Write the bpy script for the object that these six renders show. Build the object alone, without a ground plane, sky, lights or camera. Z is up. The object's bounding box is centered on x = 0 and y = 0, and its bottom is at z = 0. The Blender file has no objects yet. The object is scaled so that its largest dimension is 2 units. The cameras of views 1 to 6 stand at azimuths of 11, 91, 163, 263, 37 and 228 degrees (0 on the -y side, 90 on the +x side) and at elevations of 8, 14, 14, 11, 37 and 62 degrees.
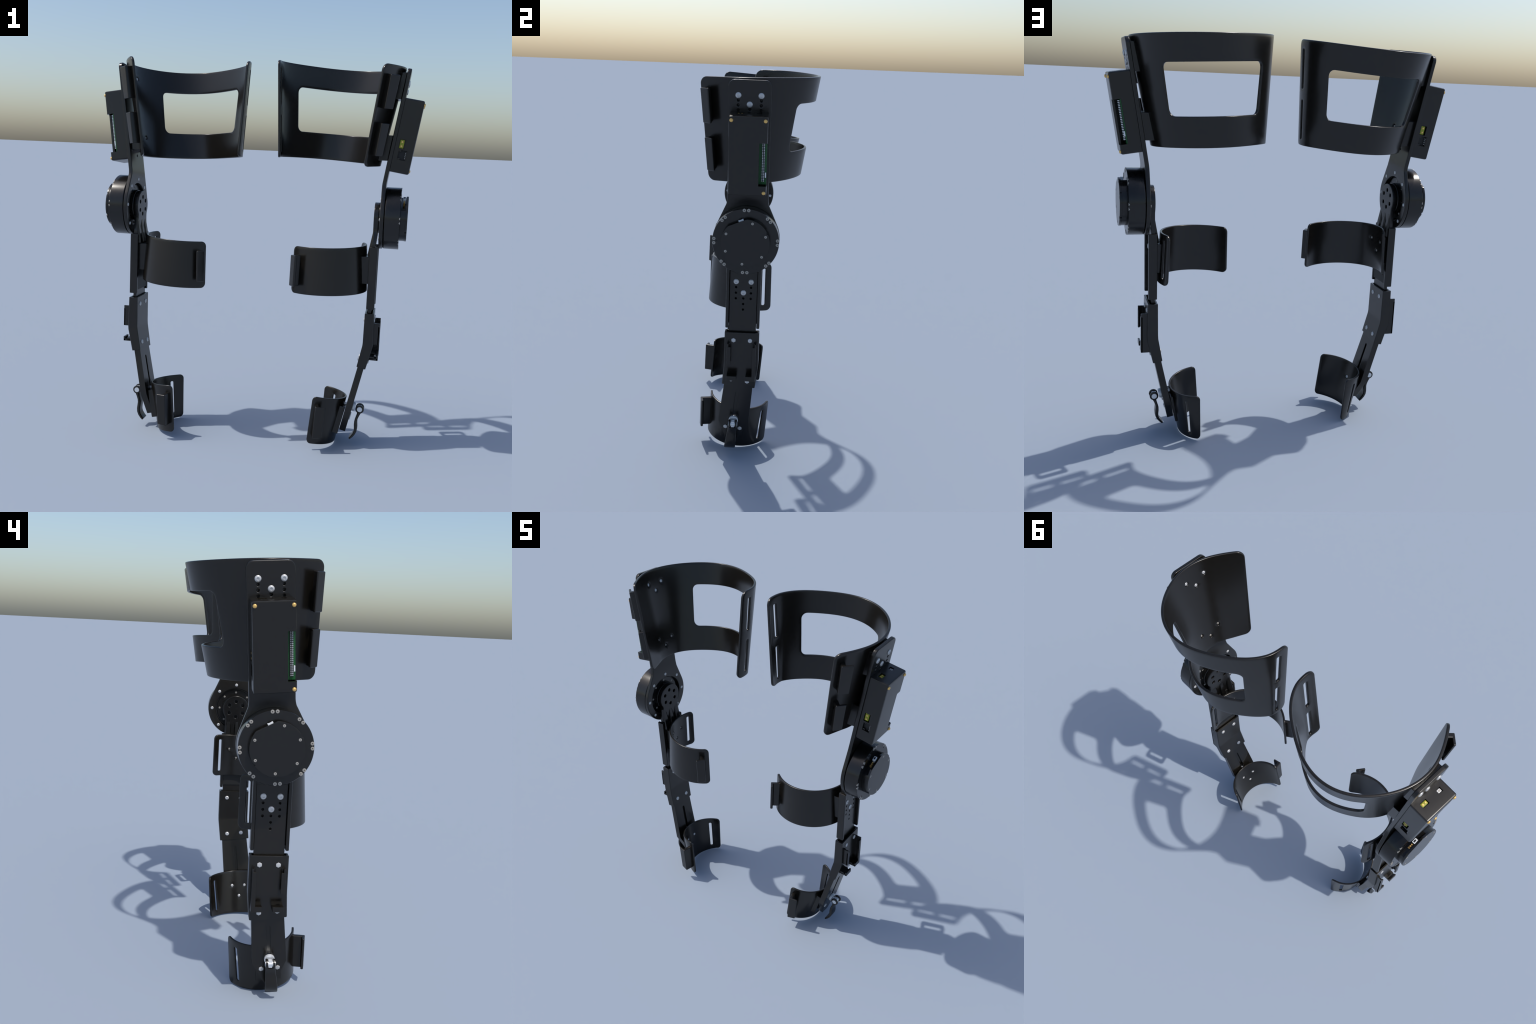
import bpy, bmesh, math
from math import sin, cos, pi, radians, sqrt, atan2, hypot
from mathutils import Vector, Matrix
from mathutils.geometry import delaunay_2d_cdt

# ------------------------------------------------------------------ materials
def material(name, color, rough=0.4, metal=0.0, spec=0.5, var=0.12, grain=0.0, scale=60.0):
    m = bpy.data.materials.new(name)
    m.use_nodes = True
    nt = m.node_tree
    bsdf = nt.nodes["Principled BSDF"]
    bsdf.inputs["Roughness"].default_value = rough
    bsdf.inputs["Metallic"].default_value = metal
    bsdf.inputs["Specular IOR Level"].default_value = spec
    tc = nt.nodes.new("ShaderNodeTexCoord")
    noise = nt.nodes.new("ShaderNodeTexNoise")
    noise.inputs["Scale"].default_value = scale
    noise.inputs["Detail"].default_value = 3
    ramp = nt.nodes.new("ShaderNodeValToRGB")
    c = color
    ramp.color_ramp.elements[0].position = 0.3
    ramp.color_ramp.elements[0].color = (*[v * (1 - var) for v in c], 1)
    ramp.color_ramp.elements[1].position = 0.7
    ramp.color_ramp.elements[1].color = (*[v * (1 + var) for v in c], 1)
    nt.links.new(tc.outputs["Object"], noise.inputs["Vector"])
    nt.links.new(noise.outputs["Fac"], ramp.inputs["Fac"])
    nt.links.new(ramp.outputs["Color"], bsdf.inputs["Base Color"])
    if grain > 0:
        n2 = nt.nodes.new("ShaderNodeTexNoise")
        n2.inputs["Scale"].default_value = 700
        b = nt.nodes.new("ShaderNodeBump")
        b.inputs["Strength"].default_value = grain
        b.inputs["Distance"].default_value = 0.001
        nt.links.new(tc.outputs["Object"], n2.inputs["Vector"])
        nt.links.new(n2.outputs["Fac"], b.inputs["Height"])
        nt.links.new(b.outputs["Normal"], bsdf.inputs["Normal"])
    return m

BLACK = material("black_plastic", (0.0080, 0.0068, 0.0052), 0.26, spec=0.47, var=0.05)
SATIN = material("black_anodised_metal", (0.0066, 0.0062, 0.0058), 0.22, spec=0.47, var=0.05)
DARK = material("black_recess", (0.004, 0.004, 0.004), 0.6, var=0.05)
STEEL = material("bright_steel", (0.55, 0.55, 0.55), 0.35, metal=0.35, var=0.04)
SCREW = material("dull_steel", (0.33, 0.31, 0.28), 0.40, metal=0.4, var=0.05)
BRASS = material("brass", (0.80, 0.50, 0.16), 0.35, metal=0.5, var=0.05)
GREEN = material("green_circuit_board", (0.005, 0.085, 0.016), 0.5, var=0.25, scale=150)
LIME = material("lime_connector", (0.27, 0.30, 0.012), 0.45, var=0.06)
WHITE = material("white_connector", (0.72, 0.74, 0.76), 0.45, var=0.03)
PALE = material("polished_steel", (0.72, 0.74, 0.76), 0.28, metal=0.35, var=0.03)

# ------------------------------------------------------------------ frames
# +x leg is the reference. The other leg is its mirror image, its thigh half
# turned a little about the knee axis, both moved slightly forward.
YC, ZK = -0.0175, 1.213          # knee (motor) axis
BEND_Z, LEAN = 1.384, radians(8.85)
PLATE_IN, PLATE_OUT = 0.651, 0.671

class Leg:
    def __init__(self, mirrored):
        self.m = mirrored
        self.turn = radians(4.85) if mirrored else 0.0
        self.dy, self.dz = (-0.0565, -0.0025) if mirrored else (0.0, 0.0)
        self.root = None
    def thigh(self, p):
        x, y, z = p
        y0, z0 = y - YC, z - ZK
        c, s = cos(self.turn), sin(self.turn)
        y, z = y0 * c + z0 * s + YC + self.dy, -y0 * s + z0 * c + ZK + self.dz
        return Vector((-x if self.m else x, y, z))
    def shank(self, p):
        x, y, z = p
        return Vector((-x if self.m else x, y + self.dy, z + self.dz))
    # the motor cap and the electronics box are the same part on both legs:
    # turned half round, not mirrored
    def thigh_same(self, p):
        x, y, z = p
        if self.m:
            y = 2 * YC - y
        return self.thigh((x, y, z))

def plate_point(y, t, h):
    """point of the bent thigh plate: t along it from the bend, h out of its mid plane"""
    x0 = 0.5 * (PLATE_IN + PLATE_OUT)
    b = 0.018
    if t <= -b:
        a, px, pz = 0.0, x0, BEND_Z + t
    elif t >= b:
        a, px, pz = LEAN, x0 + sin(LEAN) * t, BEND_Z + cos(LEAN) * t
    else:
        k = (t + b) / (2 * b)
        a = LEAN * k
        px = x0 + 0.5 * LEAN * k * k * 2 * b
        pz = BEND_Z + t
    return (px + cos(a) * h, y, pz - sin(a) * h)

def box_point(n, y, t):
    """electronics box frame: n out of the plate's outer face"""
    return plate_point(y, t, 0.010 + n)

# ------------------------------------------------------------------ mesh helpers
def finish(name, bm, mat, parent, angle=35, weighted=True):
    bmesh.ops.remove_doubles(bm, verts=bm.verts, dist=1e-6)
    bmesh.ops.recalc_face_normals(bm, faces=bm.faces)
    cen = Vector((0, 0, 0))
    for v in bm.verts:
        cen += v.co
    cen /= max(1, len(bm.verts))
    for v in bm.verts:
        v.co -= cen
    me = bpy.data.meshes.new(name)
    bm.to_mesh(me)
    bm.free()
    me.polygons.foreach_set("use_smooth", [True] * len(me.polygons))
    me.set_sharp_from_angle(angle=radians(angle))
    me.materials.append(mat)
    ob = bpy.data.objects.new(name, me)
    bpy.context.scene.collection.objects.link(ob)
    ob.location = cen
    attach(ob, parent)
    if weighted:
        w = ob.modifiers.new("weighted_normals", "WEIGHTED_NORMAL")
        w.keep_sharp = True
    return ob

def attach(ob, parent):
    if parent is None:
        return
    ob.parent = parent
    ob.matrix_parent_inverse = Matrix.Translation(-parent.location)

def add_box(bm, lo, hi, tf, bevel=0.0, seg=2):
    """axis box lo..hi in a local frame, edges rounded, then mapped by tf"""
    b = bmesh.new()
    bmesh.ops.create_cube(b, size=1)
    for v in b.verts:
        v.co = Vector([lo[i] + (v.co[i] + 0.5) * (hi[i] - lo[i]) for i in range(3)])
    if bevel > 0:
        bmesh.ops.bevel(b, geom=list(b.edges), offset=bevel, segments=seg, affect='EDGES', profile=0.5)
    merge(bm, b, tf)

def merge(bm, b, tf):
    mp = {}
    for v in b.verts:
        mp[v] = bm.verts.new(tf(v.co))
    for f in b.faces:
        bm.faces.new([mp[v] for v in f.verts])
    b.free()

def add_lathe(bm, prof, tf, seg=32):
    """profile [(r, a)] turned about the local a axis; local point = (r cos, r sin, a)"""
    rings = []
    for r, a in prof:
        if r < 1e-7:
            rings.append([bm.verts.new(tf((0, 0, a)))])
        else:
            rings.append([bm.verts.new(tf((r * cos(2 * pi * i / seg), r * sin(2 * pi * i / seg), a))) for i in range(seg)])
    for A, B in zip(rings, rings[1:]):
        if len(A) == 1 and len(B) == 1:
            continue
        for i in range(seg):
            j = (i + 1) % seg
            if len(A) == 1:
                bm.faces.new((A[0], B[j], B[i]))
            elif len(B) == 1:
                bm.faces.new((A[i], A[j], B[0]))
            else:
                bm.faces.new((A[i], A[j], B[j], B[i]))

def resample(loop, step):
    out = []
    n = len(loop)
    for i in range(n):
        a, b = loop[i], loop[(i + 1) % n]
        d = hypot(b[0] - a[0], b[1] - a[1])
        k = max(1, int(math.ceil(d / step)))
        for j in range(k):
            out.append((a[0] + (b[0] - a[0]) * j / k, a[1] + (b[1] - a[1]) * j / k))
    return out

def area(loop):
    return 0.5 * sum(loop[i][0] * loop[(i + 1) % len(loop)][1] - loop[(i + 1) % len(loop)][0] * loop[i][1] for i in range(len(loop)))

def inset(loop, d):
    """shift a loop to its left (into the material)"""
    n = len(loop)
    out = []
    for i in range(n):
        p, c, q = loop[i - 1], loop[i], loop[(i + 1) % n]
        e1 = Vector((c[0] - p[0], c[1] - p[1])).normalized()
        e2 = Vector((q[0] - c[0], q[1] - c[1])).normalized()
        n1, n2 = Vector((-e1.y, e1.x)), Vector((-e2.y, e2.x))
        m = (n1 + n2)
        m = m.normalized() if m.length > 1e-6 else n1
        k = d / max(0.5, m.dot(n1))
        out.append((c[0] + m.x * k, c[1] + m.y * k))
    return out

def inside(pt, loop):
    x, y = pt
    r = False
    n = len(loop)
    for i in range(n):
        x1, y1 = loop[i]
        x2, y2 = loop[(i + 1) % n]
        if (y1 > y) != (y2 > y) and x < (x2 - x1) * (y - y1) / (y2 - y1) + x1:
            r = not r
    return r

def add_panel(bm, outer, holes, half, fmap, fillet=0.003, step=0.012, grid=True, seg=3):
    """sheet with rounded rim: 2D outline + holes, thickness 2*half, bent by fmap(p, q, h)"""
    loops = [outer if area(outer) > 0 else outer[::-1]]
    loops += [h[::-1] if area(h) > 0 else h for h in holes]
    loops = [resample(l, step) for l in loops]
    fillet = min(fillet, half * 0.98)
    inn = [inset(l, fillet) for l in loops]
    coords, edges = [], []
    for l in inn:
        s = len(coords)
        coords += [Vector(p) for p in l]
        edges += [(s + i, s + (i + 1) % len(l)) for i in range(len(l))]
    nb = len(coords)
    if grid:
        xs = [p[0] for p in inn[0]]
        ys = [p[1] for p in inn[0]]
        allb = [p for l in inn for p in l]
        cell = {}
        for p in allb:
            cell.setdefault((int(p[0] // step), int(p[1] // step)), []).append(p)
        nx, ny = max(1, int((max(xs) - min(xs)) / step)), max(1, int((max(ys) - min(ys)) / step))
        for i in range(1, nx):
            for j in range(1, ny):
                p = (min(xs) + (max(xs) - min(xs)) * i / nx, min(ys) + (max(ys) - min(ys)) * j / ny)
                ci, cj = int(p[0] // step), int(p[1] // step)
                if any(hypot(q[0] - p[0], q[1] - p[1]) < 0.6 * step for a in (-1, 0, 1) for b in (-1, 0, 1) for q in cell.get((ci + a, cj + b), ())):
                    continue
                if not inside(p, inn[0]) or any(inside(p, l) for l in inn[1:]):
                    continue
                coords.append(Vector(p))
    vo, eo, fo, ov, oe, of = delaunay_2d_cdt(coords, edges, [], 1, 1e-7)
    idx = {}
    for k, lst in enumerate(ov):
        for o in lst:
            idx[o] = k
    owner = [-1] * len(vo)
    s = 0
    for k, l in enumerate(inn):
        for i in range(len(l)):
            owner[idx[s + i]] = k
        s += len(l)
    keep = []
    for f in fo:
        k = {owner[i] for i in f}
        if len(k) == 1 and -1 not in k:
            k = k.pop()
            c = (sum(vo[i].x for i in f) / len(f), sum(vo[i].y for i in f) / len(f))
            if inside(c, inn[k]) == (k > 0):
                continue
        keep.append(f)
    fo = keep
    def layer(h):
        return [bm.verts.new(fmap(v.x, v.y, h)) for v in vo]
    top, bot = layer(half), layer(-half)
    for f in fo:
        bm.faces.new([top[i] for i in f])
        bm.faces.new([bot[i] for i in reversed(f)])
    prof = []
    for k in range(1, seg + 1):
        a = 0.5 * pi * k / seg
        prof.append((fillet * (1 - sin(a)), half - fillet * (1 - cos(a))))
    prof = prof + [(i, -h) for i, h in reversed(prof)]
    s = 0
    for l, li in zip(loops, inn):
        n = len(l)
        rings = [[top[idx[s + i]] for i in range(n)]]
        for d, h in prof:
            w = d / fillet
            rings.append([bm.verts.new(fmap(l[i][0] + (li[i][0] - l[i][0]) * w, l[i][1] + (li[i][1] - l[i][1]) * w, h)) for i in range(n)])
        rings.append([bot[idx[s + i]] for i in range(n)])
        for A, B in zip(rings, rings[1:]):
            for i in range(n):
                j = (i + 1) % n
                bm.faces.new((A[i], B[i], B[j], A[j]))
        s += n

def round_rect(x0, y0, x1, y1, r, k=6):
    pts = []
    for cx, cy, a in ((x1 - r, y1 - r, 0), (x0 + r, y1 - r, 90), (x0 + r, y0 + r, 180), (x1 - r, y0 + r, 270)):
        for i in range(k + 1):
            t = radians(a + 90 * i / k)
            pts.append((cx + r * cos(t), cy + r * sin(t)))
    return pts

def round_poly(pts, r, k=6):
    """polygon (counter-clockwise) with rounded corners"""
    out = []
    n = len(pts)
    for i in range(n):
        p, c, q = Vector(pts[i - 1]), Vector(pts[i]), Vector(pts[(i + 1) % n])
        a, b = (p - c).normalized(), (q - c).normalized()
        half = a.angle(b) / 2
        d = min(r / math.tan(half), 0.49 * (p - c).length, 0.49 * (q - c).length)
        rr = d * math.tan(half)
        o = c + (a + b).normalized() * (rr / sin(half))
        s, e = c + a * d - o, c + b * d - o
        a0, a1 = atan2(s.y, s.x), atan2(e.y, e.x)
        while a1 < a0:
            a1 += 2 * pi
        for j in range(k + 1):
            t = a0 + (a1 - a0) * j / k
            out.append((o.x + rr * cos(t), o.y + rr * sin(t)))
    return out

def circle(cx, cy, r, n=20):
    return [(cx + r * cos(2 * pi * i / n), cy + r * sin(2 * pi * i / n)) for i in range(n)]

def boolean_cut(ob, cutters):
    for c in cutters:
        md = ob.modifiers.new("cut", "BOOLEAN")
        md.operation, md.solver, md.object = 'DIFFERENCE', 'EXACT', c
    wn = [m for m in ob.modifiers if m.type == 'WEIGHTED_NORMAL']
    for m in wn:
        ob.modifiers.remove(m)
    bpy.context.view_layer.update()
    dg = bpy.context.evaluated_depsgraph_get()
    me = bpy.data.meshes.new_from_object(ob.evaluated_get(dg))
    old = ob.data
    ob.modifiers.clear()
    ob.data = me
    me.name = old.name
    bpy.data.meshes.remove(old)
    me.polygons.foreach_set("use_smooth", [True] * len(me.polygons))
    me.set_sharp_from_angle(angle=radians(25))
    w = ob.modifiers.new("weighted_normals", "WEIGHTED_NORMAL")
    w.keep_sharp = True
    for c in cutters:
        bpy.data.objects.remove(c, do_unlink=True)

# ------------------------------------------------------------------ fasteners (shared meshes)
def fastener_mesh(name, r, h, mat, socket=0.42, dome=True):
    bm = bmesh.new()
    prof = [(0, -0.004), (r, -0.004)]
    if dome:
        for i in range(6):
            a = radians(10 + 50 * i / 5)
            prof.append((r * cos(a) / cos(radians(10)), h * sin(a) / sin(radians(60))))
    else:
        prof += [(r, h * 0.8), (r * 0.9, h)]
    if socket:
        prof += [(r * socket, h), (r * socket * 0.95, h - min(0.0035, r * 0.25)), (0, h - min(0.0035, r * 0.25))]
    else:
        prof += [(0, h)]
    add_lathe(bm, prof, lambda p: Vector(p), 20)
    bmesh.ops.recalc_face_normals(bm, faces=bm.faces)
    me = bpy.data.meshes.new(name)
    bm.to_mesh(me)
    bm.free()
    me.polygons.foreach_set("use_smooth", [True] * len(me.polygons))
    me.set_sharp_from_angle(angle=radians(50))
    me.materials.append(mat)
    return me

def hex_nut_mesh(name, r, h, mat):
    bm = bmesh.new()
    add_lathe(bm, [(0, -0.004), (r, -0.004), (r, h * 0.7), (r * 0.82, h), (r * 0.45, h * 1.05), (0, h * 1.1)], lambda p: Vector(p), 6)
    bmesh.ops.recalc_face_normals(bm, faces=bm.faces)
    me = bpy.data.meshes.new(name)
    bm.to_mesh(me)
    bm.free()
    me.materials.append(mat)
    return me

BOLT = fastener_mesh("button_bolt", 0.0138, 0.0058, STEEL)
BOLT_S = fastener_mesh("small_button_bolt", 0.0115, 0.006, STEEL)
NUT = hex_nut_mesh("hex_nut", 0.0118, 0.0045, STEEL)
PAIR = fastener_mesh("cap_screw", 0.0079, 0.0012, SCREW, dome=False, socket=0.28)
CAPS = fastener_mesh("cover_screw", 0.0063, 0.0010, SCREW, dome=False, socket=0.28)
RING = fastener_mesh("flange_screw", 0.0085, 0.003, STEEL)
TINY = fastener_mesh("bearing_screw", 0.0062, 0.003, SCREW)
GOLD = fastener_mesh("brass_screw", 0.0085, 0.006, BRASS, socket=0)
RIVET = fastener_mesh("rivet", 0.0088, 0.004, STEEL, socket=0.35)

def place(name, mesh, pos, axis, parent):
    ob = bpy.data.objects.new(name, mesh)
    bpy.context.scene.collection.objects.link(ob)
    ob.location = pos
    ob.rotation_mode = 'QUATERNION'
    ob.rotation_quaternion = Vector((0, 0, 1)).rotation_difference(Vector(axis).normalized())
    attach(ob, parent)
    return ob

def place_on(name, mesh, tf, p, d, parent):
    """fastener seated at local point p, looking along local direction d, through frame tf"""
    a, b = tf(p), tf(tuple(p[i] + 0.01 * d[i] for i in range(3)))
    return place(name, mesh, a, b - a, parent)

# ------------------------------------------------------------------ cuffs
class Cuff:
    """conical sheet ruled between a lower and an upper arc"""
    def __init__(self, low, high, width, height, half):
        self.low, self.high = low, high          # functions f -> 3D point, f = 0..1 round the arc
        self.w, self.hgt, self.half = width, height, half
    def mid(self, p, q):
        f, s = p / self.w, q / self.hgt
        return Vector(self.low(f)).lerp(Vector(self.high(f)), s)
    def normal(self, p, q):
        e = 1e-3
        du = self.mid(p + e, q) - self.mid(p - e, q)
        dv = self.mid(p, q + e) - self.mid(p, q - e)
        return du.cross(dv).normalized()
    def at(self, p, q, h):
        return self.mid(p, q) + self.normal(p, q) * h

def arc_fn(c, n, r, a0, a1):
    c, n = Vector(c), Vector(n).normalized()
    u = (Vector((1, 0, 0)) - n * n.x).normalized()
    v = n.cross(u)
    def f(k):
        a = radians(a0 + (a1 - a0) * k)
        return c + (u * cos(a) + v * sin(a)) * r
    return f

def thigh_rim(c, lean, r0, harm, wave, a_start, flare, tail):
    """rim of the thigh shell: a near-circle whose radius carries a few low harmonics
    (flatter behind the knee side), straightened towards its two free ends"""
    def radius(t):
        return r0 + sum(a * cos(k * t) + b * sin(k * t) for k, a, b in harm)
    def f(k):
        t = radians(a_start + (181.6 - a_start) * k)
        b = radians(-22)
        r = radius(t)
        if t < b:
            r = r * (1 - flare) + flare * radius(b) / cos(t - b)
        u = (t - radians(tail[0])) / radians(18)
        if u > 0:                                   # inner free edge curls back a little
            r = radius(radians(tail[0])) + tail[1] * u + tail[2] * u * u
        x, y = c[0] + r * cos(t), c[1] + r * sin(t)
        z = c[2] - lean[0] * (x - c[0]) - lean[1] * (y - c[1]) + wave[0] * cos(2 * t) + wave[1] * sin(2 * t)
        return (x, y, z)
    return f

THIGH = Cuff(
    thigh_rim((0.3649, -0.0163, 1.4861), (0.0408, -0.0355), 0.2512,
              ((2, 0.0130, -0.0068), (3, -0.0089, 0.0007), (4, 0.0080, 0.0051)), (0.0007, -0.0012), -45.2, 1.0, (163, -0.004, -0.010)),
    thigh_rim((0.4120, -0.0145, 1.9805), (0.0472, -0.0241), 0.3164,
              ((2, 0.0013, -0.0009), (3, -0.0082, 0.0066), (4, 0.0075, -0.0033)), (0.0030, -0.0006), -48.2, 0.3, (165, -0.001, -0.008)),
    1.165, 0.490, 0.0066)
SHIN = Cuff(arc_fn((0.3849, -0.0021, 0.8153), (-0.0336, 0.0061, 0.9994), 0.2140, -138.2, 31.0),
            arc_fn((0.3790, 0.0062, 1.0595), (-0.0310, -0.0090, 1.0), 0.2060, -136.5, 29.0), 0.618, 0.242, 0.0055)
ANKLE = Cuff(arc_fn((0.3129, -0.0503, 0.0290), (0.1407, 0.0671, 0.9878), 0.1685, -77.5, 61.5),
             arc_fn((0.3744, -0.0402, 0.2677), (0.1039, 0.0967, 0.9899), 0.1570, -91.5, 80), 0.455, 0.238, 0.0050)

def cuff_object(name, leg, tf, cuff, corner, holes, parent):
    bm = bmesh.new()
    add_panel(bm, round_rect(0, 0, cuff.w, cuff.hgt, corner, 8), holes, cuff.half,
              lambda p, q, h: tf(cuff.at(p, q, h)), fillet=cuff.half * 0.55, step=0.011, seg=3)
    return finish(name, bm, BLACK, parent, angle=60, weighted=False)

def hook_object(name, tf, cuff, top, bottom, stem, thick, parent, p_max):
    """strap hook, L-shaped: a flap whose outer face runs from the edge line F to the edge
    line B, carried by a rib under its F side that grows out of the cuff.
    top / bottom = ((Fx, Fy, z), (Bx, By, z))"""
    samples = []
    for i in range(50):
        for j in range(25):
            p, q = p_max * i / 49, cuff.hgt * j / 24
            samples.append((cuff.mid(p, q), cuff.normal(p, q)))
    def above(pt):
        m, nn = min(samples, key=lambda e: (e[0] - pt).length_squared)
        return (pt - m).dot(nn)
    bm = bmesh.new()
    rows = []
    up = (Vector(top[0]) - Vector(bottom[0])).normalized()
    for i in range(5):
        k = i / 4
        F = Vector(bottom[0]).lerp(Vector(top[0]), k)
        B = Vector(bottom[1]).lerp(Vector(top[1]), k)
        t = (B - F)
        L = t.length
        t.normalize()
        nn = up.cross(t).normalized()
        if nn.dot(F - Vector(cuff.mid(cuff.w * 0.5, cuff.hgt * 0.5))) < 0:
            nn = -nn
        def depth(o):
            dd = 0.0
            while dd < 0.12 and above(o - nn * dd) > 0.001:
                dd += 0.001
            return dd
        ts = stem * L
        d0, d1 = depth(F), depth(F + t * ts)
        sec = [(0, 0), (L, 0), (L, -thick), (ts, -thick), (ts, -max(d1, thick + 0.004)), (0, -d0)]
        rows.append([bm.verts.new(F + t * a + nn * b) for a, b in sec])
    k = 6
    for A, B in zip(rows, rows[1:]):
        for i in range(k):
            j = (i + 1) % k
            bm.faces.new((A[i], A[j], B[j], B[i]))
    bm.faces.new(rows[0])
    bm.faces.new(rows[-1])
    bmesh.ops.recalc_face_normals(bm, faces=bm.faces)
    es = [e for e in bm.edges if len(e.link_faces) == 2 and e.calc_face_angle(0) > radians(40)]
    bmesh.ops.bevel(bm, geom=es, offset=0.0045, segments=3, affect='EDGES', profile=0.5)
    for v in bm.verts:
        v.co = tf(v.co)
    return finish(name, bm, BLACK, parent, angle=40)

def pad_object(name, tf, grid_fn, mat, parent, nu=9, nv=3, bevel=0.0025):
    """spacer filled between two surfaces: grid_fn(u, v) -> (front point, back point)"""
    bm = bmesh.new()
    F, B = [], []
    for i in range(nu):
        F.append([]); B.append([])
        for j in range(nv):
            a, b = grid_fn(i / (nu - 1), j / (nv - 1))
            F[-1].append(bm.verts.new(a)); B[-1].append(bm.verts.new(b))
    for i in range(nu - 1):
        for j in range(nv - 1):
            bm.faces.new((F[i][j], F[i + 1][j], F[i + 1][j + 1], F[i][j + 1]))
            bm.faces.new((B[i][j], B[i][j + 1], B[i + 1][j + 1], B[i + 1][j]))
    for i in range(nu - 1):
        for j in (0, nv - 1):
            bm.faces.new((F[i][j], F[i + 1][j], B[i + 1][j], B[i][j]))
    for j in range(nv - 1):
        for i in (0, nu - 1):
            bm.faces.new((F[i][j], F[i][j + 1], B[i][j + 1], B[i][j]))
    bmesh.ops.recalc_face_normals(bm, faces=bm.faces)
    es = [e for e in bm.edges if e.calc_face_angle(0) > radians(45)]
    bmesh.ops.bevel(bm, geom=es, offset=bevel, segments=2, affect='EDGES', profile=0.5)
    for v in bm.verts:
        v.co = tf(v.co)
    return finish(name, bm, mat, parent, angle=40)

# ------------------------------------------------------------------ ankle link frame
ED = Vector((-0.222, -0.102, -1.0)).normalized()                  # down the link
EN = (Vector((1, 0, 0)) - ED * ED.x).normalized()                 # outward
EW = ED.cross(EN)
EW = EW if EW.y > 0 else -EW                                      # rearward
LO = Vector((0.6005, -0.0395, 0.420))
def link_point(w, d, n):
    return LO + EW * w + ED * d + EN * n

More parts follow.
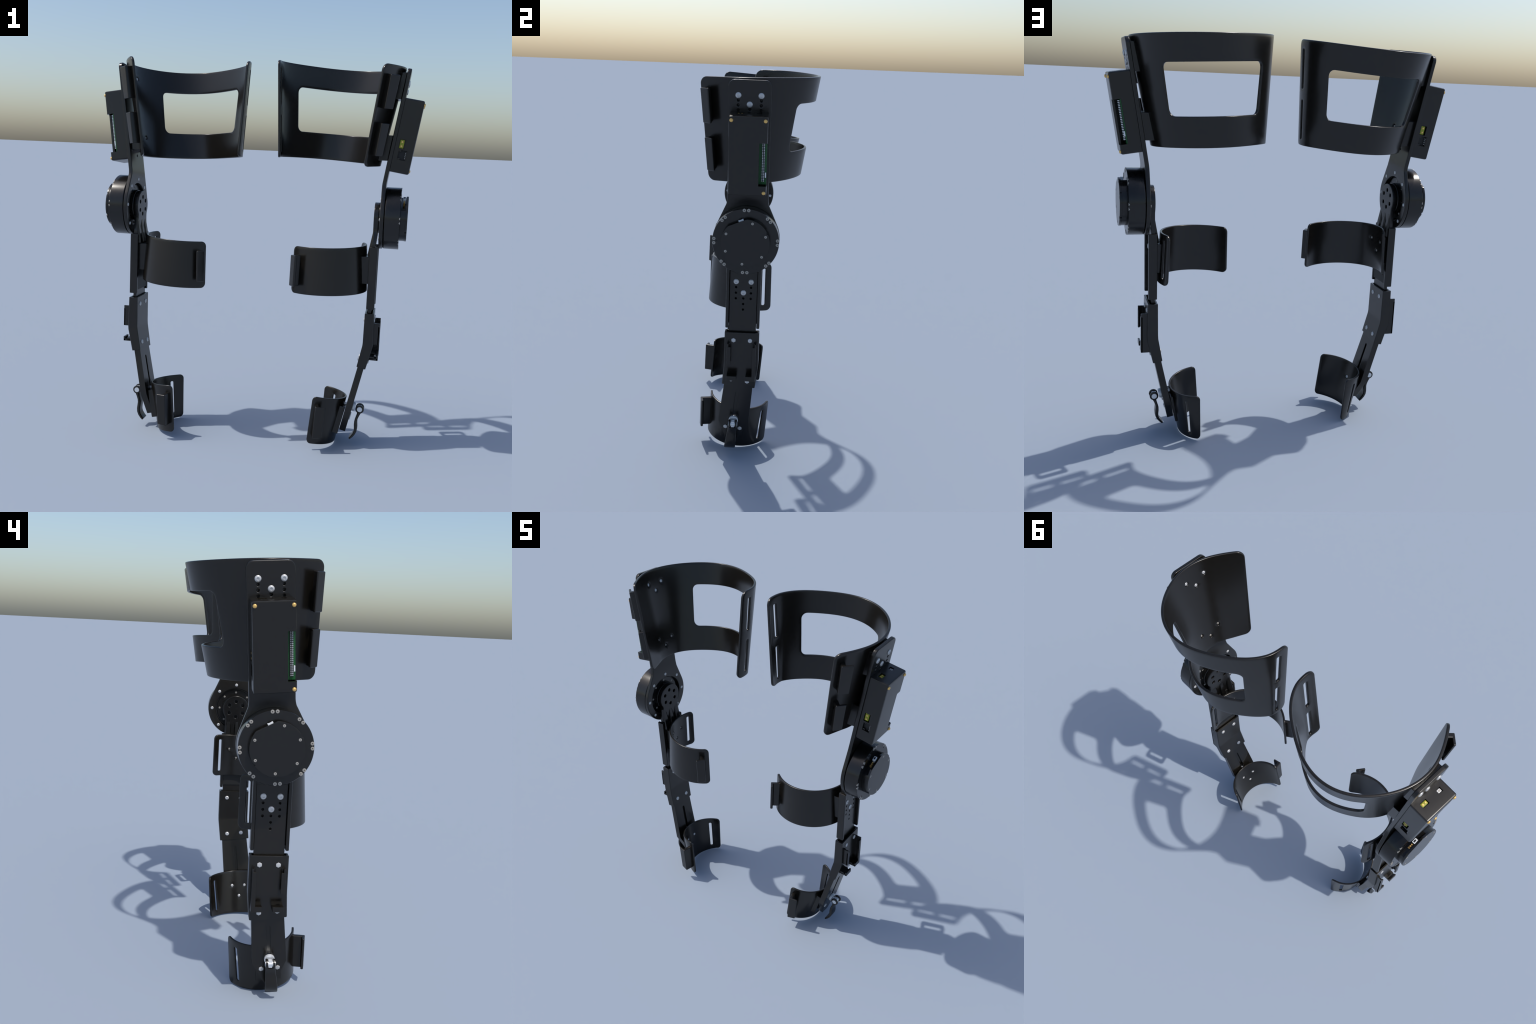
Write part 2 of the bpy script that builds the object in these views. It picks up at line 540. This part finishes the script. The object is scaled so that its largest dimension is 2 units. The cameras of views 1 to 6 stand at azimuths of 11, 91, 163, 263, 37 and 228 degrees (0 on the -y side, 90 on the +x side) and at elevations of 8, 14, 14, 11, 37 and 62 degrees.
# ------------------------------------------------------------------ one leg
def build_leg(mirrored):
    leg = Leg(mirrored)
    T, S, TS = leg.thigh, leg.shank, leg.thigh_same
    root = bpy.data.objects.new("leg_exoskeleton", None)
    bpy.context.scene.collection.objects.link(root)
    root.location = (-0.55 if mirrored else 0.55, -0.04, 0)
    root["label"] = "black powered leg brace with thigh, shin and ankle cuffs"
    root["category"] = "leg brace"

    # ---- thigh cuff
    W, H = THIGH.w, THIGH.hgt
    holes = [round_poly([(0.389 * W, 0.284 * H), (0.8185 * W, 0.284 * H), (0.8305 * W, 0.760 * H), (0.4035 * W, 0.755 * H)], 0.030)]
    slot = lambda q: (0.9435 + 0.0165 * q) * W
    for q0, q1 in ((0.545, 0.915), (0.060, 0.440)):
        holes.append(round_poly([(slot(q0) - 0.009, q0 * H), (slot(q0) + 0.009, q0 * H), (slot(q1) + 0.009, q1 * H), (slot(q1) - 0.009, q1 * H)], 0.006))
    riv = [(0.1645, 0.859), (0.2490, 0.849), (0.2080, 0.769), (0.1525, 0.231), (0.2515, 0.209), (0.2020, 0.135)]
    for a, q in riv:
        holes.append(circle(a * W, q * H, 0.0095, 16))
    cuff = cuff_object("thigh_cuff", leg, T, THIGH, 0.034, holes, root)
    for k, (a, q) in enumerate(riv):
        p = THIGH.at(a * W, q * H, -0.001)
        n = -THIGH.normal(a * W, q * H)
        place("rivet", RIVET if k < 3 else TINY, T(p), T(p + n) - T(p), cuff)
    hook_f = lambda z: (0.6165 + 0.0500 * (z - 1.526) / 0.387, -0.2200 - 0.0335 * (z - 1.526) / 0.387, z)
    hook_b = lambda z: (0.6480 + 0.0620 * (z - 1.526) / 0.387, -0.1840 - 0.0310 * (z - 1.526) / 0.387, z)
    for z0, z1 in ((1.752, 1.913), (1.526, 1.684)):
        hook_object("strap_hook", T, THIGH, (hook_f(z1), hook_b(z1)), (hook_f(z0), hook_b(z0)), 0.40, 0.013, cuff, 0.25 * W)

    # ---- thigh plate
    R = 0.160
    tk = ZK - BEND_Z
    d = hypot(0.098, -tk)
    tang = atan2(-tk, 0.098) - math.acos(R / d)
    out = []
    out += [(YC + 0.098, 0.02), (YC + 0.098, 0.30)]
    for cx, a in ((YC + 0.068, 0), (YC - 0.068, 90)):
        for i in range(9):
            t = radians(a + 90 * i / 8)
            out.append((cx + 0.030 * cos(t), 0.552 + 0.030 * sin(t)))
    out += [(YC - 0.098, 0.30), (YC - 0.098, 0.02), (YC - 0.099, 0.008), (YC - 0.102, -0.008)]
    n = 60
    for i in range(n + 1):
        a = pi - tang + (pi + 2 * tang) * i / n
        out.append((YC + R * cos(a), tk + R * sin(a)))
    out += [(YC + 0.102, -0.008), (YC + 0.099, 0.008)]
    zt = lambda z: (z - BEND_Z) / cos(LEAN)
    ph = [circle(YC, tk, 0.118, 48)]
    for i in (1, 2, 3):
        for y in (-0.070, 0.034):
            ph.append(circle(y, zt(1.890 - 0.0225 * i), 0.0052, 10))
    ph.append(circle(-0.018, zt(1.8265), 0.0052, 10))
    for y in (-0.070, -0.018, 0.034):
        ph.append(circle(y, 0.094 if y == -0.018 else 0.125, 0.0052, 10))
    bm = bmesh.new()
    add_panel(bm, out, ph, 0.010, lambda p, q, h: T(plate_point(p, q, h)), fillet=0.004, step=0.016)
    plate = finish("thigh_plate", bm, BLACK, root, angle=50)
    for y, z in ((-0.070, 1.8905), (0.034, 1.8905), (-0.018, 1.8505)):
        place_on("bolt", BOLT, T, plate_point(y, zt(z), 0.010), (cos(LEAN), 0, -sin(LEAN)), plate)
    for i in range(8):
        a = radians(45 * i + 90)
        if i == 4:
            continue
        place_on("flange_screw", RING, T, (PLATE_IN, YC + 0.139 * cos(a), ZK + 0.139 * sin(a)), (-1, 0, 0), plate)

    # spacers between plate and cuff
    def cuff_x(y, z):
        lo, hi = 0.02, 0.42
        for _ in range(24):
            f = 0.5 * (lo + hi)
            a, b = Vector(THIGH.low(f)), Vector(THIGH.high(f))
            m = a.lerp(b, (z - a.z) / (b.z - a.z))
            if m.y < y:
                lo = f
            else:
                hi = f
        return m.x
    def thigh_pad(z0, z1, y0, y1):
        def g(u, v):
            y, z = y0 + (y1 - y0) * u, z0 + (z1 - z0) * v
            a = plate_point(y, zt(z), -0.0099)
            return Vector(a), Vector((cuff_x(y, a[2]) + 0.003, y, a[2]))
        return g
    pad_object("spacer", T, thigh_pad(1.808, 1.938, -0.096, 0.061), BLACK, plate)
    pad_object("spacer", T, thigh_pad(1.504, 1.630, -0.096, 0.061), BLACK, plate)

    # ---- motor
    ax = lambda tf: (lambda p: tf((p[2], YC + p[0], ZK + p[1])))
    bm = bmesh.new()
    add_lathe(bm, [(0, 0.6725), (0.1535, 0.6725), (0.1580, 0.6755), (0.1585, 0.679), (0.1585, 0.7475), (0.1570, 0.7498), (0.0, 0.7500)], ax(T), 96)
    motor = finish("motor", bm, SATIN, root, angle=50)
    for i in range(8):
        a = radians(45 * i)
        for s in (-1, 1):
            y, z = 0.1505 * cos(a) - s * 0.0104 * sin(a), 0.1505 * sin(a) + s * 0.0104 * cos(a)
            place_on("screw", PAIR, T, (0.750, YC + y, ZK + z), (1, 0, 0), motor)
    bm = bmesh.new()
    for i in range(8):
        a = radians(45 * i)
        add_lathe(bm, [(0, 0.744), (0.0034, 0.744), (0.0034, 0.7505), (0, 0.7505)],
                  lambda p, a=a: T((p[2], YC + 0.1395 * cos(a) + p[0], ZK + 0.1395 * sin(a) + p[1])), 10)
    ob = finish("dowel_hole", bm, DARK, motor)
    ob["kind"] = "stuff"
    # cap: round lid with one flat side over a recess for the plugs
    cap_scr = [71.8, 20.1, -38.3, -97.0, 203.6, 154.7]
    flat = radians(112)
    def cap_outline(r, chord, notch):
        pts = []
        for i in range(360):
            a = radians(i)
            rr = r
            if notch:
                for cs in cap_scr[1:5]:
                    if abs((i - cs - 7 + 180) % 360 - 180) < 2.6:
                        rr = r - 0.0045
            c = cos(a - flat)
            if c > 0 and rr * c > chord:
                rr = chord / c
            pts.append((YC + rr * cos(a), ZK + rr * sin(a)))
        return pts
    bm = bmesh.new()
    add_panel(bm, cap_outline(0.1135, 0.084, False), [], 0.0135, lambda p, q, h: TS((0.7636 + h, p, q)), fillet=0.0006, step=0.05, grid=False, seg=1)
    add_panel(bm, cap_outline(0.1150, 0.1045, True), [], 0.0055, lambda p, q, h: TS((0.7818 + h, p, q)), fillet=0.0012, step=0.05, grid=False, seg=2)
    cap = finish("motor_cover", bm, SATIN, motor, angle=30)
    for a in cap_scr:
        a = radians(a)
        place_on("cover_screw", CAPS, TS, (0.7870, YC + 0.1005 * cos(a), ZK + 0.1005 * sin(a)), (1, 0, 0), motor)
    def flat_point(s, r, x):      # s along the flat, r outwards
        return TS((x, YC + r * cos(flat) - s * -sin(flat), ZK + r * sin(flat) - s * cos(flat) * 1.0))
    fp = lambda p: flat_point(p[0], p[1], p[2])
    bm = bmesh.new()
    add_box(bm, (0.006, 0.080, 0.7595), (0.030, 0.1105, 0.7745), fp, 0.001)
    finish("plug_socket", bm, WHITE, motor)
    bm = bmesh.new()
    add_box(bm, (0.011, 0.1100, 0.7630), (0.025, 0.1112, 0.7710), fp)
    finish("socket_opening", bm, DARK, motor)
    bm = bmesh.new()
    for s in (-0.004, -0.014):
        add_lathe(bm, [(0, 0.084), (0.0036, 0.084), (0.0036, 0.1010), (0, 0.1010)], lambda p, s=s: flat_point(s + p[0], p[2], 0.766 + p[1]), 12)
    for s in (-0.022, -0.027):
        for x in (0.763, 0.769):
            add_lathe(bm, [(0, 0.084), (0.0015, 0.084), (0.0015, 0.1000), (0, 0.1000)], lambda p, s=s, x=x: flat_point(s + p[0], p[2], x + p[1]), 8)
    ob = finish("terminal_pin", bm, BRASS, motor)
    ob["kind"] = "stuff"
    # output side
    bm = bmesh.new()
    add_lathe(bm, [(0.0, 0.668), (0.108, 0.668), (0.110, 0.6700), (0.110, 0.6735), (0, 0.6735)], ax(T), 72)
    add_lathe(bm, [(0.0, 0.6455), (0.080, 0.6455), (0.082, 0.648), (0.082, 0.669), (0, 0.669)], ax(S), 72)
    ob = finish("output_flange", bm, SATIN, motor, angle=40)
    for i in range(8):
        a = radians(45 * i)
        place_on("bearing_screw", TINY, T, (0.668, YC + 0.094 * cos(a), ZK + 0.094 * sin(a)), (-1, 0, 0), motor)

    # ---- electronics box (not mirrored between legs)
    BP = lambda p: TS(box_point(p[0], p[1], p[2]))
    y0, y1, t0, t1, dep = -0.1065, 0.0715, 0.072, 0.440, 0.0965
    bm = bmesh.new()
    b = bmesh.new()
    bmesh.ops.create_cube(b, size=1)
    lo, hi = (0.0006, y0, t0), (dep, y1, t1)
    for v in b.verts:
        v.co = Vector([lo[i] + (v.co[i] + 0.5) * (hi[i] - lo[i]) for i in range(3)])
    es = [e for e in b.edges if sum(v.co.x for v in e.verts) > dep]
    bmesh.ops.bevel(b, geom=es, offset=0.0085, segments=2, affect='EDGES', profile=0.5)
    merge(bm, b, BP)
    box = finish("electronics_box", bm, BLACK, root)
    cuts = []
    def cutter(lo, hi):
        c = bmesh.new()
        add_box(c, lo, hi, BP)
        cuts.append(finish("cutter", c, DARK, None, weighted=False))
    cutter((0.058, 0.034, 0.117), (0.12, 0.10, 0.319))
    cutter((0.012, -0.070, 0.100), (0.086, 0.0650, 0.350))                # hollow inside
    cutter((0.018, y0 - 0.02, 0.192), (0.049, y0 + 0.016, 0.239))          # power socket
    cutter((0.023, y0 - 0.02, 0.137), (0.066, y0 + 0.030, 0.186))          # network socket
    cutter((0.022, -0.075, t1 - 0.016), (0.045, -0.040, t1 + 0.02))        # upper sockets
    cutter((0.025, 0.016, t1 - 0.016), (0.046, 0.040, t1 + 0.02))
    boolean_cut(box, cuts)
    for y, t in ((-0.0935, 0.420), (0.0590, 0.420), (0.0590, 0.086)):
        place_on("brass_screw", GOLD, lambda p: TS(p), box_point(dep, y, t), (cos(LEAN), 0, -sin(LEAN)), box)
    bm = bmesh.new()
    add_box(bm, (0.0585, -0.0400, 0.1180), (0.0630, 0.0690, 0.3180), BP)
    finish("circuit_board", bm, GREEN, box)
    bm = bmesh.new()
    add_box(bm, (0.0631, 0.0455, 0.132), (0.0655, 0.0605, 0.314), BP)
    finish("pin_header", bm, DARK, box)
    bm = bmesh.new()
    for i in range(24):
        for y in (0.0493, 0.0568):
            t = 0.1375 + i * 0.00755
            add_box(bm, (0.065, y - 0.0017, t - 0.0017), (0.0735, y + 0.0017, t + 0.0017), BP)
    ob = finish("header_pin", bm, PALE, box, weighted=False)
    ob["kind"] = "stuff"
    bm = bmesh.new()
    add_box(bm, (0.0631, 0.0622, 0.152), (0.0690, 0.0675, 0.176), BP, 0.0008)
    finish("board_plug", bm, WHITE, box)
    def socket(lo, hi, mat, name, depth_axis, sign):
        b2 = bmesh.new()
        add_box(b2, lo, hi, BP, 0.003)
        return finish(name, b2, mat, box)
    socket((0.020, y0 + 0.004, 0.194), (0.042, y0 + 0.0158, 0.237), LIME, "power_socket", 1, -1)
    bm = bmesh.new()
    for t in (0.205, 0.226):
        add_lathe(bm, [(0, 0), (0.0045, 0), (0.0045, 0.004), (0, 0.004)], lambda p, t=t: BP((0.031 + p[0], y0 + 0.0055 - p[2], t + p[1])), 12)
    finish("contact", bm, BRASS, box)
    bm = bmesh.new()
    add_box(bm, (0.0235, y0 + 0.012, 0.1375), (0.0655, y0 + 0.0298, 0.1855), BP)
    finish("network_socket", bm, DARK, box)
    bm = bmesh.new()
    add_box(bm, (0.0605, y0 + 0.001, 0.139), (0.0655, y0 + 0.012, 0.184), BP)
    add_box(bm, (0.024, y0 + 0.004, 0.1375), (0.036, y0 + 0.012, 0.146), BP)
    add_box(bm, (0.024, y0 + 0.004, 0.177), (0.036, y0 + 0.012, 0.1855), BP)
    finish("socket_shell", bm, BLACK, box)
    bm = bmesh.new()
    for i in range(4):
        add_box(bm, (0.0575, y0 + 0.004, 0.146 + 0.009 * i), (0.0602, y0 + 0.0115, 0.150 + 0.009 * i), BP)
    finish("contact", bm, STEEL, box)
    socket((0.0235, -0.0735, t1 - 0.0158), (0.0415, -0.0415, t1 - 0.005), LIME, "power_socket", 2, 1)
    bm = bmesh.new()
    for y in (-0.065, -0.050):
        add_lathe(bm, [(0, 0), (0.004, 0), (0.004, 0.004), (0, 0.004)], lambda p, y=y: BP((0.0325 + p[0], y + p[1], t1 - 0.0062 + p[2])), 12)
    finish("contact", bm, BRASS, box)
    socket((0.0275, 0.0185, t1 - 0.0158), (0.0435, 0.0375, t1 - 0.006), WHITE, "signal_socket", 2, 1)
    bm = bmesh.new()
    add_box(bm, (0.0315, 0.0225, t1 - 0.0062), (0.0395, 0.0335, t1 - 0.0056), BP)
    finish("socket_opening", bm, SCREW, box)

    # ---- knee link: disc on the motor output, arm down into the channel
    r = 0.0775
    aw = 0.0715
    yl = -0.0225                                   # arm centre drifts to the shank centre
    out = []
    a0 = -math.asin(0.045 / r)
    for i in range(41):
        a = a0 + (pi - 2 * a0) * i / 40
        out.append((YC + r * cos(a), ZK + r * sin(a)))
    out += [(YC - 0.0645, ZK - 0.070), (-0.026 - aw, 1.080), (-0.026 - aw, 1.035), (-0.026 + aw, 1.035), (-0.026 + aw, 1.080), (YC + 0.0645 - 0.003, ZK - 0.070)]
    hs = [circle(YC + 0.045 * cos(radians(60 * i + 30)), ZK + 0.045 * sin(radians(60 * i + 30)), 0.0098, 16) for i in range(6)]
    bm = bmesh.new()
    def arm_map(p, q, h):
        k = max(0.0, min(1.0, (1.15 - q) / 0.08))
        return S((0.632 - 0.004 * k + h * (1 - 0.22 * k), p, q))
    add_panel(bm, out, hs, 0.0125, arm_map, fillet=0.003, step=0.012)
    link = finish("knee_link", bm, SATIN, root, angle=50)
    bm = bmesh.new()
    for c, wd in ((-0.026 - 0.050, 0.0145), (-0.026, 0.0130), (-0.026 + 0.050, 0.0145)):
        pts = []
        for s in (-1, 1):
            k0 = 0.55
            pts.append([bm.verts.new(S(q)) for q in ((0.622, c + s * wd * k0, 1.152), (0.6004, c + s * wd, 1.030), (0.6004, c + s * wd, 1.018), (0.626, c + s * wd * 1.5, 1.018), (0.626, c + s * wd * 1.2, 1.152))])
        A, B = pts
        bm.faces.new(A)
        bm.faces.new(B)
        for i in range(5):
            j = (i + 1) % 5
            bm.faces.new((A[i], A[j], B[j], B[i]))
    finish("rib", bm, SATIN, link, weighted=False, angle=20)

    # ---- shank channel: two side rails and a recessed web
    yr0, yr1 = -0.1115, 0.0590
    bm = bmesh.new()
    for a, b in ((yr0, yr0 + 0.0155), (yr1 - 0.0155, yr1)):
        add_box(bm, (0.610, a, 0.744), (0.652, b, 1.066), S, 0.004)
    rails = finish("shank_channel", bm, BLACK, root)
    wh = []
    for i in (1, 2, 3):
        for y in (-0.0635, 0.0110):
            wh.append(circle(y, 0.983 - 0.029 * i, 0.0056, 10))
        wh.append(circle(-0.0262, 0.9255 - 0.029 * i, 0.0056, 10))
    bm = bmesh.new()
    add_panel(bm, round_rect(yr0 + 0.0172, 0.690, yr1 - 0.0172, 1.058, 0.002, 2), wh, 0.0085, lambda p, q, h: S((0.6275 + h, p, q)), fillet=0.001, step=0.03, grid=False, seg=1)
    finish("web_plate", bm, BLACK, rails)
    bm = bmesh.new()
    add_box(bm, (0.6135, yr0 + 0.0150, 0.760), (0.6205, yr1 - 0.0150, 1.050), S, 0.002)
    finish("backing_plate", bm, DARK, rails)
    for y, z in ((-0.0635, 0.983), (0.0110, 0.983), (-0.0262, 0.9262)):
        place_on("bolt", BOLT, S, (0.636, y, z), (1, 0, 0), rails)

    # ---- shin cuff
    W, H = SHIN.w, SHIN.hgt
    pf = lambda f: f * W
    sl = 0.935
    holes = [round_rect(pf(sl) - 0.0085, 0.115 * H, pf(sl) + 0.0085, 0.885 * H, 0.006, 5)]
    def shin_param(y, z):
        best = None
        for i in range(60):
            p = W * (0.55 + 0.4 * i / 59)
            for j in range(24):
                q = H * j / 23
                m = SHIN.mid(p, q)
                e = (m.y - y) ** 2 + (m.z - z) ** 2
                if best is None or e < best[0]:
                    best = (e, p, q)
        return best[1:]
    riv = [shin_param(*q) for q in ((0.014, 0.986), (-0.068, 0.986), (-0.029, 0.927))]
    holes += [circle(p, q, 0.009, 14) for p, q in riv]
    cuff = cuff_object("shin_cuff", leg, S, SHIN, 0.026, holes, root)
    for p, q in riv:
        c, nn = SHIN.at(p, q, -0.0015), -SHIN.normal(p, q)
        place("rivet", TINY, S(c), S(c + nn) - S(c), cuff)
    hook_object("strap_hook", S, SHIN, ((0.2175, -0.1890, 1.012), (0.2460, -0.2290, 1.014)), ((0.2155, -0.1920, 0.853), (0.2420, -0.2320, 0.856)), 0.36, 0.014, cuff, 0.35 * W)
    def shin_pad(u, v):
        y, z = -0.091 + 0.131 * u, 0.873 + 0.141 * v
        s = (z - 0.8153) / 0.2442
        cx, cy, rr = 0.3849 - 0.0059 * s, -0.0021 + 0.0083 * s, 0.214 - 0.008 * s
        return Vector((0.6145, y, z)), Vector((cx + sqrt(rr * rr - (y - cy) ** 2) + 0.0015, y, z))
    pad_object("spacer", S, shin_pad, BLACK, cuff)

    # ---- ankle bracket: bent sleeve
    bm = bmesh.new()
    stations = [((0.6295, -0.0267, 0.7215), (0, 0, -1), 0.0238, 0.0868),
                ((0.6305, -0.0267, 0.5625), None, 0.0262, 0.0868),
                ((0.6290, -0.0275, 0.5425), None, 0.0262, 0.0868),
                (tuple(link_point(0, -0.006, 0.0015)), tuple(ED), 0.0235, 0.0855)]
    O, I = [], []
    wall = 0.0095
    for i, (c, dr, hx, hy) in enumerate(stations):
        if dr is None:
            dr = (0, 0, -1) if i == 1 else tuple((ED + Vector((0, 0, -1))))
            if i == 1:
                dr = tuple(Vector((0, 0, -1)) * 0.85 + ED * 0.15)
        dr = Vector(dr).normalized()
        ex = (Vector((1, 0, 0)) - dr * dr.x).normalized()
        ey = dr.cross(ex)
        ey = ey if ey.y > 0 else -ey
        c = Vector(c)
        def ring(a, b2):
            cr = 0.004
            pts = []
            for sx, sy in ((1, 1), (-1, 1), (-1, -1), (1, -1)):
                p1 = (sx * a, sy * (b2 - cr)) if sx * sy > 0 else (sx * (a - cr), sy * b2)
                p2 = (sx * (a - cr), sy * b2) if sx * sy > 0 else (sx * a, sy * (b2 - cr))
                pts += [p1, p2]
            return [bm.verts.new(S(c + ex * u + ey * v)) for u, v in pts]
        O.append(ring(hx, hy))
        I.append(ring(hx - wall, hy - wall))
    for rings in (O, I):
        for A, B in zip(rings, rings[1:]):
            for i in range(8):
                j = (i + 1) % 8
                bm.faces.new((A[i], A[j], B[j], B[i]))
    for k in (0, -1):
        for i in range(8):
            j = (i + 1) % 8
            bm.faces.new((O[k][i], O[k][j], I[k][j], I[k][i]))
    bmesh.ops.recalc_face_normals(bm, faces=bm.faces)
    es = [e for e in bm.edges if e.calc_face_angle(0) > radians(60)]
    bmesh.ops.bevel(bm, geom=es, offset=0.002, segments=2, affect='EDGES', profile=0.5)
    bracket = finish("ankle_bracket", bm, BLACK, root, angle=28)
    for y in (-0.068, 0.015):
        place_on("nut", NUT, S, (0.6535, y, 0.681), (1, 0, 0), bracket)
        place_on("bolt", BOLT_S, S, (0.6058, y, 0.681), (-1, 0, 0), bracket)
        w = y + 0.0265
        q = link_point(w, -0.044, 0.0262)
        place_on("nut", NUT, S, tuple(q), tuple(EN), bracket)
        q = link_point(w, -0.044, -0.0228)
        place_on("bolt", BOLT_S, S, tuple(q), tuple(-EN), bracket)
    # clip frame on the bracket
    bm = bmesh.new()
    add_box(bm, (0.640, -0.0985, 0.560), (0.6855, -0.0905, 0.671), S, 0.0012)
    add_box(bm, (0.6775, -0.0985, 0.560), (0.6862, -0.0800, 0.655), S, 0.0012)
    add_box(bm, (0.640, -0.0910, 0.560), (0.664, -0.0845, 0.671), S, 0.0012)
    add_box(bm, (0.620, 0.0395, 0.473), (0.6855, 0.0475, 0.672), S, 0.0012)
    add_box(bm, (0.6775, 0.0290, 0.473), (0.6862, 0.0475, 0.656), S, 0.0012)
    add_box(bm, (0.640, 0.0340, 0.530), (0.664, 0.0400, 0.672), S, 0.0012)
    for a, b in ((-0.0985, -0.0485), (-0.0025, 0.0400)):
        add_box(bm, (0.612, a, 0.4745), (0.6855, b, 0.4860), S, 0.0012)
        add_box(bm, (0.6765, a, 0.4745), (0.6860, b, 0.4985), S, 0.0012)
        add_box(bm, (0.625, a, 0.4800), (0.6660, b, 0.4935), S, 0.0012)
    clip = finish("clip_frame", bm, BLACK, bracket)

    # ---- ankle link with long slot and pointed foot
    out = [(-0.0815, -0.03), (0.0815, -0.03), (0.0815, 0.238), (0.028, 0.349), (-0.028, 0.349), (-0.0815, 0.238)]
    out = [(-0.0735, -0.03), (0.0735, -0.03), (0.0800, 0.238), (0.028, 0.352), (-0.028, 0.352), (-0.0800, 0.238)]
    bm = bmesh.new()
    add_panel(bm, out, [round_rect(-0.0085, 0.035, 0.0085, 0.235, 0.0083, 5)], 0.0165, lambda p, q, h: S(link_point(p, q, h)), fillet=0.002, step=0.05, grid=False, seg=2)
    add_box(bm, (-0.0090, 0.030, -0.0060), (0.0090, 0.190, 0.0125), lambda p: S(link_point(*p)))
    lk = finish("ankle_link", bm, BLACK, root)
    for w in (-0.038, 0.038):
        q = link_point(w, 0.271, 0.0165)
        place_on("nut", NUT, S, tuple(q), tuple(EN), lk)

    # ---- quick release lever
    pv = Vector((0.609, -0.0630, 0.1985))
    base = pv - LO
    bw, bd, bn = base.dot(EW), base.dot(ED), base.dot(EN)
    lp = lambda p: S(link_point(bw + p[0], bd + p[1], p[2]))
    bm = bmesh.new()
    add_lathe(bm, [(0, -0.036), (0.008, -0.036), (0.008, 0.0166), (0.0235, 0.0170), (0.0245, 0.019), (0.0245, 0.0290), (0.022, 0.0310), (0, 0.0312)], lp, 28)
    finish("clamp_bolt", bm, PALE, lk, angle=40)
    bm = bmesh.new()
    add_lathe(bm, [(0, -0.0235), (0.0132, -0.0235), (0.0132, 0.0235), (0, 0.0235)], lambda p: S(pv + Vector((p[0], p[2], p[1])) ), 24)
    add_box(bm, (-0.012, -0.009, -0.016), (0.010, 0.009, 0.016), lambda p: S(pv + Vector((p[0], p[1], p[2]))), 0.002)
    finish("pivot_pin", bm, PALE, lk, angle=40)
    bm = bmesh.new()
    for s in (-1, 1):
        ring = [(0.0133, s * 0.012), (0.0133, s * 0.0215), (0.0205, s * 0.0215), (0.0222, s * 0.0200), (0.0222, s * 0.0135), (0.0205, s * 0.012), (0.0133, s * 0.012)]
        add_lathe(bm, ring, lambda p: S(pv + Vector((p[0], p[2], p[1]))), 28)
    # handle: (dx, dz, half thickness, half width)
    hd = [(-0.0015, -0.017, 0.0105, 0.0225), (-0.0070, -0.034, 0.0072, 0.0235), (-0.0130, -0.050, 0.0068, 0.0245), (-0.0165, -0.066, 0.0078, 0.0255), (-0.0163, -0.082, 0.0090, 0.0265),
          (-0.0150, -0.100, 0.0090, 0.0275), (-0.0160, -0.116, 0.0080, 0.0285), (-0.0225, -0.132, 0.0068, 0.0292), (-0.0330, -0.146, 0.0058, 0.0296), (-0.0445, -0.1575, 0.0048, 0.0292)]
    rows = []
    for i, (dx, dz, ht, hw) in enumerate(hd):
        a, b = hd[max(0, i - 1)], hd[min(len(hd) - 1, i + 1)]
        tv = Vector((b[0] - a[0], 0, b[1] - a[1])).normalized()
        nn = Vector((-tv.z, 0, tv.x))
        c = pv + Vector((dx, 0.105 * dz, dz))
        sec = []
        for k in range(16):
            t = 2 * pi * (k + 0.5) / 16
            cu, su = cos(t), sin(t)
            u = math.copysign(abs(cu) ** 0.45, cu) * ht
            v = math.copysign(abs(su) ** 0.35, su) * hw
            sec.append(bm.verts.new(S(c + nn * u + Vector((0, 1, 0)) * v)))
        rows.append(sec)
    for A, B in zip(rows, rows[1:]):
        for i in range(16):
            j = (i + 1) % 16
            bm.faces.new((A[i], A[j], B[j], B[i]))
    bm.faces.new(rows[0])
    bm.faces.new(rows[-1])
    finish("clamp_lever", bm, BLACK, lk, angle=45, weighted=False)

    # ---- ankle cuff
    W, H = ANKLE.w, ANKLE.hgt
    sl = 0.851
    holes = [round_rect(sl * W - 0.0088, 0.125 * H, sl * W + 0.0088, 0.860 * H, 0.007, 5)]
    def ankle_param(y, z):
        best = None
        for i in range(70):
            p = W * (0.2 + 0.55 * i / 69)
            for j in range(30):
                q = H * (0.1 + 0.8 * j / 29)
                m = ANKLE.mid(p, q)
                e = (m.y - y) ** 2 + (m.z - z) ** 2
                if best is None or e < best[0]:
                    best = (e, p, q)
        return best[1:]
    riv = [ankle_param(*q) for q in ((-0.031, 0.165), (-0.105, 0.171), (-0.072, 0.108))]
    holes += [circle(p, q, 0.0085, 14) for p, q in riv]
    cuff = cuff_object("ankle_cuff", leg, S, ANKLE, 0.022, holes, root)
    for p, q in riv:
        c, nn = ANKLE.at(p, q, -0.001), -ANKLE.normal(p, q)
        place("rivet", RIVET, S(c), S(c + nn) - S(c), cuff)
    hook_object("strap_hook", S, ANKLE, ((0.394, -0.2575, 0.245), (0.444, -0.2465, 0.243)), ((0.385, -0.2610, 0.077), (0.432, -0.2500, 0.082)), 0.40, 0.013, cuff, 0.45 * W)
    cb, ct = Vector((0.3129, -0.0503, 0.029)), Vector((0.3744, -0.0402, 0.2677))
    axd = (ct - cb)
    def ankle_pad(u, v):
        w, dd = -0.060 + 0.120 * u, 0.222 + 0.148 * v
        a = Vector(link_point(w, dd, -0.0188))
        p = a.copy()
        for _ in range(200):
            k = (p - cb).dot(axd) / axd.length_squared
            q = cb + axd * k
            if (p - q).length < 0.1685 - 0.0115 * k + 0.001:
                break
            p -= EN * 0.0005
        return a, p
    pad_object("spacer", S, ankle_pad, BLACK, cuff)
    return root

build_leg(False)
build_leg(True)
